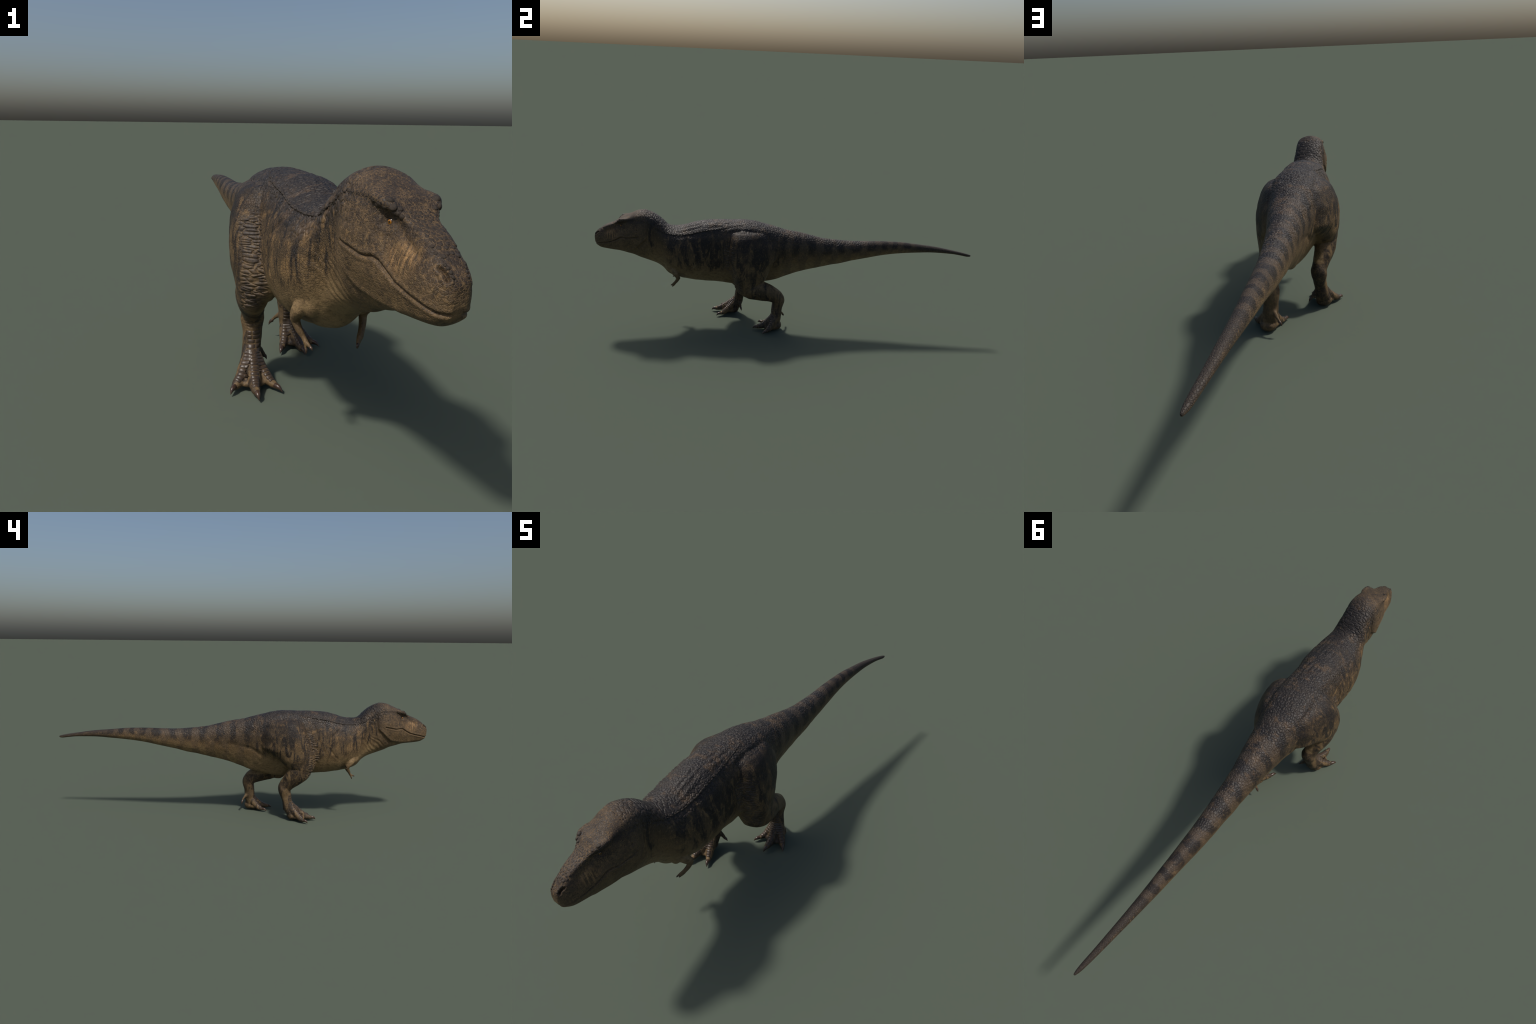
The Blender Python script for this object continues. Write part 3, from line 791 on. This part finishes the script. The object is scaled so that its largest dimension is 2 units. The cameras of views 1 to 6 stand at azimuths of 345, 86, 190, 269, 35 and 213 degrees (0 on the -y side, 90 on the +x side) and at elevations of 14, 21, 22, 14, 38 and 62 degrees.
NAMES = ['head', 'neck', 'torso', 'tail', 'leg', 'leg', 'foot', 'foot', 'arm', 'arm', 'hand', 'hand']
PART = {}
for k, nm in enumerate(NAMES):
    F = Q[lab == k]
    if not len(F): continue
    ids, inv = np.unique(F, return_inverse=True); F = inv.reshape(-1, 4)
    me = bpy.data.meshes.new(nm)
    me.vertices.add(len(ids)); me.vertices.foreach_set('co', P[ids].astype(np.float32).ravel())
    me.loops.add(F.size); me.loops.foreach_set('vertex_index', F.astype(np.int32).ravel())
    me.polygons.add(len(F)); me.polygons.foreach_set('loop_start', np.arange(0, F.size, 4, dtype=np.int32))
    me.update(calc_edges=True); me.validate()
    me.polygons.foreach_set('use_smooth', np.ones(len(F), bool))
    me.normals_split_custom_set_from_vertices(VN[ids].tolist())
    PART[k] = add_obj(nm, me, root, MAT_SKIN)

TREE = BVHTree.FromPolygons([tuple(p) for p in P], [tuple(map(int, q)) for q in Q])
def smooth_mesh(name, v, f):
    me = new_mesh(name, v, f)
    bm = bmesh.new(); bm.from_mesh(me); bmesh.ops.recalc_face_normals(bm, faces=bm.faces); bm.to_mesh(me); bm.free()
    me.polygons.foreach_set('use_smooth', np.ones(len(me.polygons), bool))
    return me

# claws of the feet
PROFILE = np.array([1, 1, .95, .85, .70, .50, .28, .05])
for side, part in ((-1, 6), (1, 7)):
    for nm, (a, b, c, r) in CLAWS.items():
        pts = foot_point([a, b, c], side)
        if nm == 'hallux' and side < 0: pts[:, 2] -= .010
        v, f = tube(catmull(pts, 8), PROFILE * r, PROFILE * r * 1.05, n=24, m=16)
        add_obj('claw', smooth_mesh('claw', v, f), PART[part], MAT_CLAW)
# claws of the hands
for side, part in ((-1, 10), (1, 11)):
    for path in arm_paths(side)[3:]:
        a, b = np.array(path[-2]), np.array(path[-1]); d = (b - a) / np.linalg.norm(b - a)
        pts = [b - d * .003, b + d * .003, b + d * .0075 + [0, .001, -.002]]
        v, f = tube(catmull(pts, 8), PROFILE * .0034, PROFILE * .0036, n=16, m=12)
        add_obj('claw', smooth_mesh('claw', v, f), PART[part], MAT_CLAW)
# eyes: own origin so that iris and pupil follow the eyeball
v, f = ellipsoid((0, 0, 0), (.0066, .0066, .0066), Matrix.Rotation(math.pi / 2, 3, 'Y').to_quaternion(), m=32, n=24)
eye_me = smooth_mesh('eye', v, f); eye_me.materials.append(MAT_EYE)
for side in (1, -1):
    ob = bpy.data.objects.new('eye', eye_me); bpy.context.collection.objects.link(ob); ob.parent = PART[0]
    x0 = mid_x(EYE[1])[0]
    hit = TREE.ray_cast(Vector((x0 + side * .2, EYE[1], EYE[2])), Vector((-side, 0, 0)))
    ob.location = hit[0] + Vector((-side * .0033, 0, 0))
    ob.rotation_euler = (0, 0, 0 if side > 0 else math.pi)
    ob.rotation_euler[2] += -.35 * side

def plate_mesh(kind='keel'):
    """Low domed plate, unit size: long in x, y across, z up."""
    v, f = ellipsoid((0, 0, 0), (1, 1, 1), m=20, n=12)
    v = np.array(v)
    if kind == 'keel':
        v[:, 2] += .30 * np.clip(1 - np.abs(v[:, 1]) * 2.2, 0, 1) * np.clip(1 - v[:, 0] ** 2, 0, 1) * (v[:, 2] > 0)
        v[:, 1] *= 1 - .45 * np.clip(v[:, 0], 0, 1)
    return smooth_mesh('plate', v, f)

def place(name, me, p, along, up, size, parent, mat):
    along = Vector(along).normalized(); up = Vector(up); up = (up - along * up.dot(along)).normalized()
    across = up.cross(along)
    ob = bpy.data.objects.new(name, me); bpy.context.collection.objects.link(ob); ob.parent = parent
    ob.matrix_local = Matrix.Translation(Vector(p)) @ Matrix((along, across, up)).transposed().to_4x4() @ Matrix.Diagonal((*size, 1))
    if not me.materials: me.materials.append(mat)
    return ob

# serrated ridge scales
keel = plate_mesh('keel')
Rp = catmull([(o, yy, zz) for yy, zz, o in RIDGE], 400)
for side in (-1, 1):
    W = Rp.copy(); W[:, 0] = mid_x(W[:, 1]) + side * Rp[:, 0]
    L = np.concatenate([[0], np.cumsum(np.linalg.norm(np.diff(W, axis=0), axis=1))])
    s0 = np.interp(-.845, W[:, 1], L); t = s0
    while t < L[-1]:
        yy = np.interp(t, L, W[:, 1])
        size = float(np.interp(yy, [-.85, -.72, -.66, -.58, -.42, -.28, -.19], [.0048, .0048, .0056, .0080, .0080, .0064, .0042]))
        size *= RNG.uniform(.88, 1.12)
        p = np.array([np.interp(t, L, W[:, i]) for i in range(3)]); q = np.array([np.interp(t + .004, L, W[:, i]) for i in range(3)])
        h = TREE.find_nearest(Vector(p))
        part = PART[0] if yy < -.735 else PART[1] if yy < -.615 else PART[2]
        out = (h[1] + Vector((side * .55, 0, .15))).normalized()
        place('ridge_scale', keel, h[0] - h[1] * (.0018 if yy < -.68 else .0012), q - p + RNG.normal(0, .0004, 3), out, (size, size * .50, size * .42), part, MAT_RIDGE)
        t += size * RNG.uniform(1.75, 1.95) * (1.5 if yy < -.70 else 1)

# brow scutes (offset, y, z, radius)
knob = plate_mesh('dome')
for off, yy, zz, r in [(.0400, -.857, .5845, .0072), (.0455, -.846, .580, .0064), (.0470, -.8365, .575, .0052), (.0385, -.8655, .5745, .0062), (.0300, -.8725, .5735, .0050),
                       (.0440, -.855, .5755, .0054), (.0355, -.868, .5670, .0052), (.0290, -.8800, .5620, .0048), (.0465, -.828, .583, .0050), (.0335, -.8735, .566, .0046)]:
    for side in (-1, 1):
        p = Vector((mid_x(yy)[0] + side * off, yy, zz)); h = TREE.find_nearest(p)
        rr = r * RNG.uniform(.93, 1.07)
        place('brow_scute', knob, h[0] - h[1] * rr * .34, (side * -.35, -.8, -.35), h[1], (rr * 1.25, rr * 1.05, rr * .68), PART[0], MAT_BROW)
# scutes along the snout, bigger towards the nose, then stopping at the nostril
pts = []
for _ in range(900):                                   # scattered, not overlapping
    yy = RNG.uniform(-.970, -.878); f = (yy + .878) / -.092
    off = RNG.uniform(0, .0270 - .0095 * f); r = (.0030 + .0016 * f) * RNG.uniform(.75, 1.2)
    if off < r * .6: off = 0.
    if all(math.hypot((off - o) / .95, (yy - q) / 1.25) > .98 * (r + t) for o, q, t in pts): pts.append((off, yy, r))
for off, yy, r in pts:
    for side in (-1, 1) if off > 0 else (1,):
        h = TREE.ray_cast(Vector((mid_x(yy)[0] + side * off, yy, .8)), Vector((0, 0, -1)))
        place('snout_scute', knob, h[0] - h[1] * r * .24, (side * -.15 + RNG.normal(0, .15), -1, -.35), h[1], (r * 1.30, r * .95, r * .46), PART[0], MAT_SNOUT)
# row of lumps over each nostril
for j, (off, yy, zz) in enumerate([(.0150, -.976, .511), (.0135, -.9815, .509), (.0120, -.9870, .5045), (.0115, -.9910, .499)]):
    for side in (-1, 1):
        h = TREE.find_nearest(Vector((mid_x(yy)[0] + side * off, yy, zz)))
        place('snout_scute', knob, h[0], (side * -.2, -.7, -.6), h[1], (.0034, .0027, .0018), PART[0], MAT_SNOUT)

# toe and instep scutes: curved plates lying on the surface
def surface_plate(centre, tangent, up, ang0, ang1, half_len, lift, far=.05):
    """Patch around a limb axis, projected onto the body and lifted into a low plate."""
    T = Vector(tangent).normalized(); U = Vector(up); U = (U - T * U.dot(T)).normalized(); S = T.cross(U)
    na, nl = 9, 7; top, low = [], []
    for i in range(nl):
        for j in range(na):
            a = ang0 + (ang1 - ang0) * j / (na - 1); l = -1 + 2 * i / (nl - 1)
            o = Vector(centre) + T * (l * half_len * (1 - .12 * (2 * j / (na - 1) - 1) ** 2)); d = U * math.cos(a) + S * math.sin(a)
            h = TREE.ray_cast(o + d * far, -d)
            if h[0] is None: return None
            e = max(abs(l), abs(2 * j / (na - 1) - 1)); k = 1 - max(0, e - .55) / .45
            top.append(h[0] + d * (lift * (1.25 * k ** .6 - .25))); low.append(h[0] - d * .0012)
    V = top + low; n = na * nl; F = []
    for i in range(nl - 1):
        for j in range(na - 1):
            q = (i * na + j, i * na + j + 1, (i + 1) * na + j + 1, (i + 1) * na + j)
            F.append(q); F.append(tuple(x + n for x in q[::-1]))
    rim = [j for j in range(na)] + [i * na + na - 1 for i in range(1, nl)] + [(nl - 1) * na + j for j in range(na - 2, -1, -1)] + [i * na for i in range(nl - 2, 0, -1)]
    for a, b in zip(rim, rim[1:] + rim[:1]): F.append((b, a, a + n, b + n))
    return smooth_mesh('toe_scute', V, F)

for side, part in ((-1, 6), (1, 7)):
    for name, (path, rad) in TOES.items():
        if name == 'hallux': continue
        path = np.array(path); 
        if side < 0: path[:, 1] += [.022, .010, 0, 0, 0]
        C = catmull(foot_point(path, side), 200)
        L = np.concatenate([[0], np.cumsum(np.linalg.norm(np.diff(C, axis=0), axis=1))])
        t = L[-1] * .21
        while t < L[-1] * .90:
            hl = RNG.uniform(.0044, .0062)
            c = [np.interp(t + hl, L, C[:, i]) for i in range(3)]; c2 = [np.interp(t + hl + .003, L, C[:, i]) for i in range(3)]
            w = np.interp(t / L[-1], [.3, .6, .9], [.62, .80, .85])
            me = surface_plate(c, np.array(c2) - c, (0, -.35, 1), -w, w, hl * .93, .0015, .035)
            if me: add_obj('toe_scute', me, PART[part], MAT_SCUTE)
            t += 2 * hl
    # bands across the front of the instep
    zz = .084
    while zz < .142:
        hh = RNG.uniform(.0046, .0066)
        xc, yc = (-.086, np.interp(zz, [.07, .12, .165], [-.250, -.240, -.229])) if side < 0 else (.087, np.interp(zz, [.07, .12, .165], [-.040, -.038, -.034]))
        for a0, a1 in ((-.78, .12), (.14, .80)) if RNG.random() < .6 else ((-.8, -.2), (-.18, .8)):
            me = surface_plate((xc, yc, zz), (0, .12 if side < 0 else .0, 1), (0, -1, 0), a0, a1, hh * .93, .0013, .06)
            if me: add_obj('toe_scute', me, PART[part], MAT_SCUTE)
        zz += 2 * hh
bpy.context.view_layer.update()
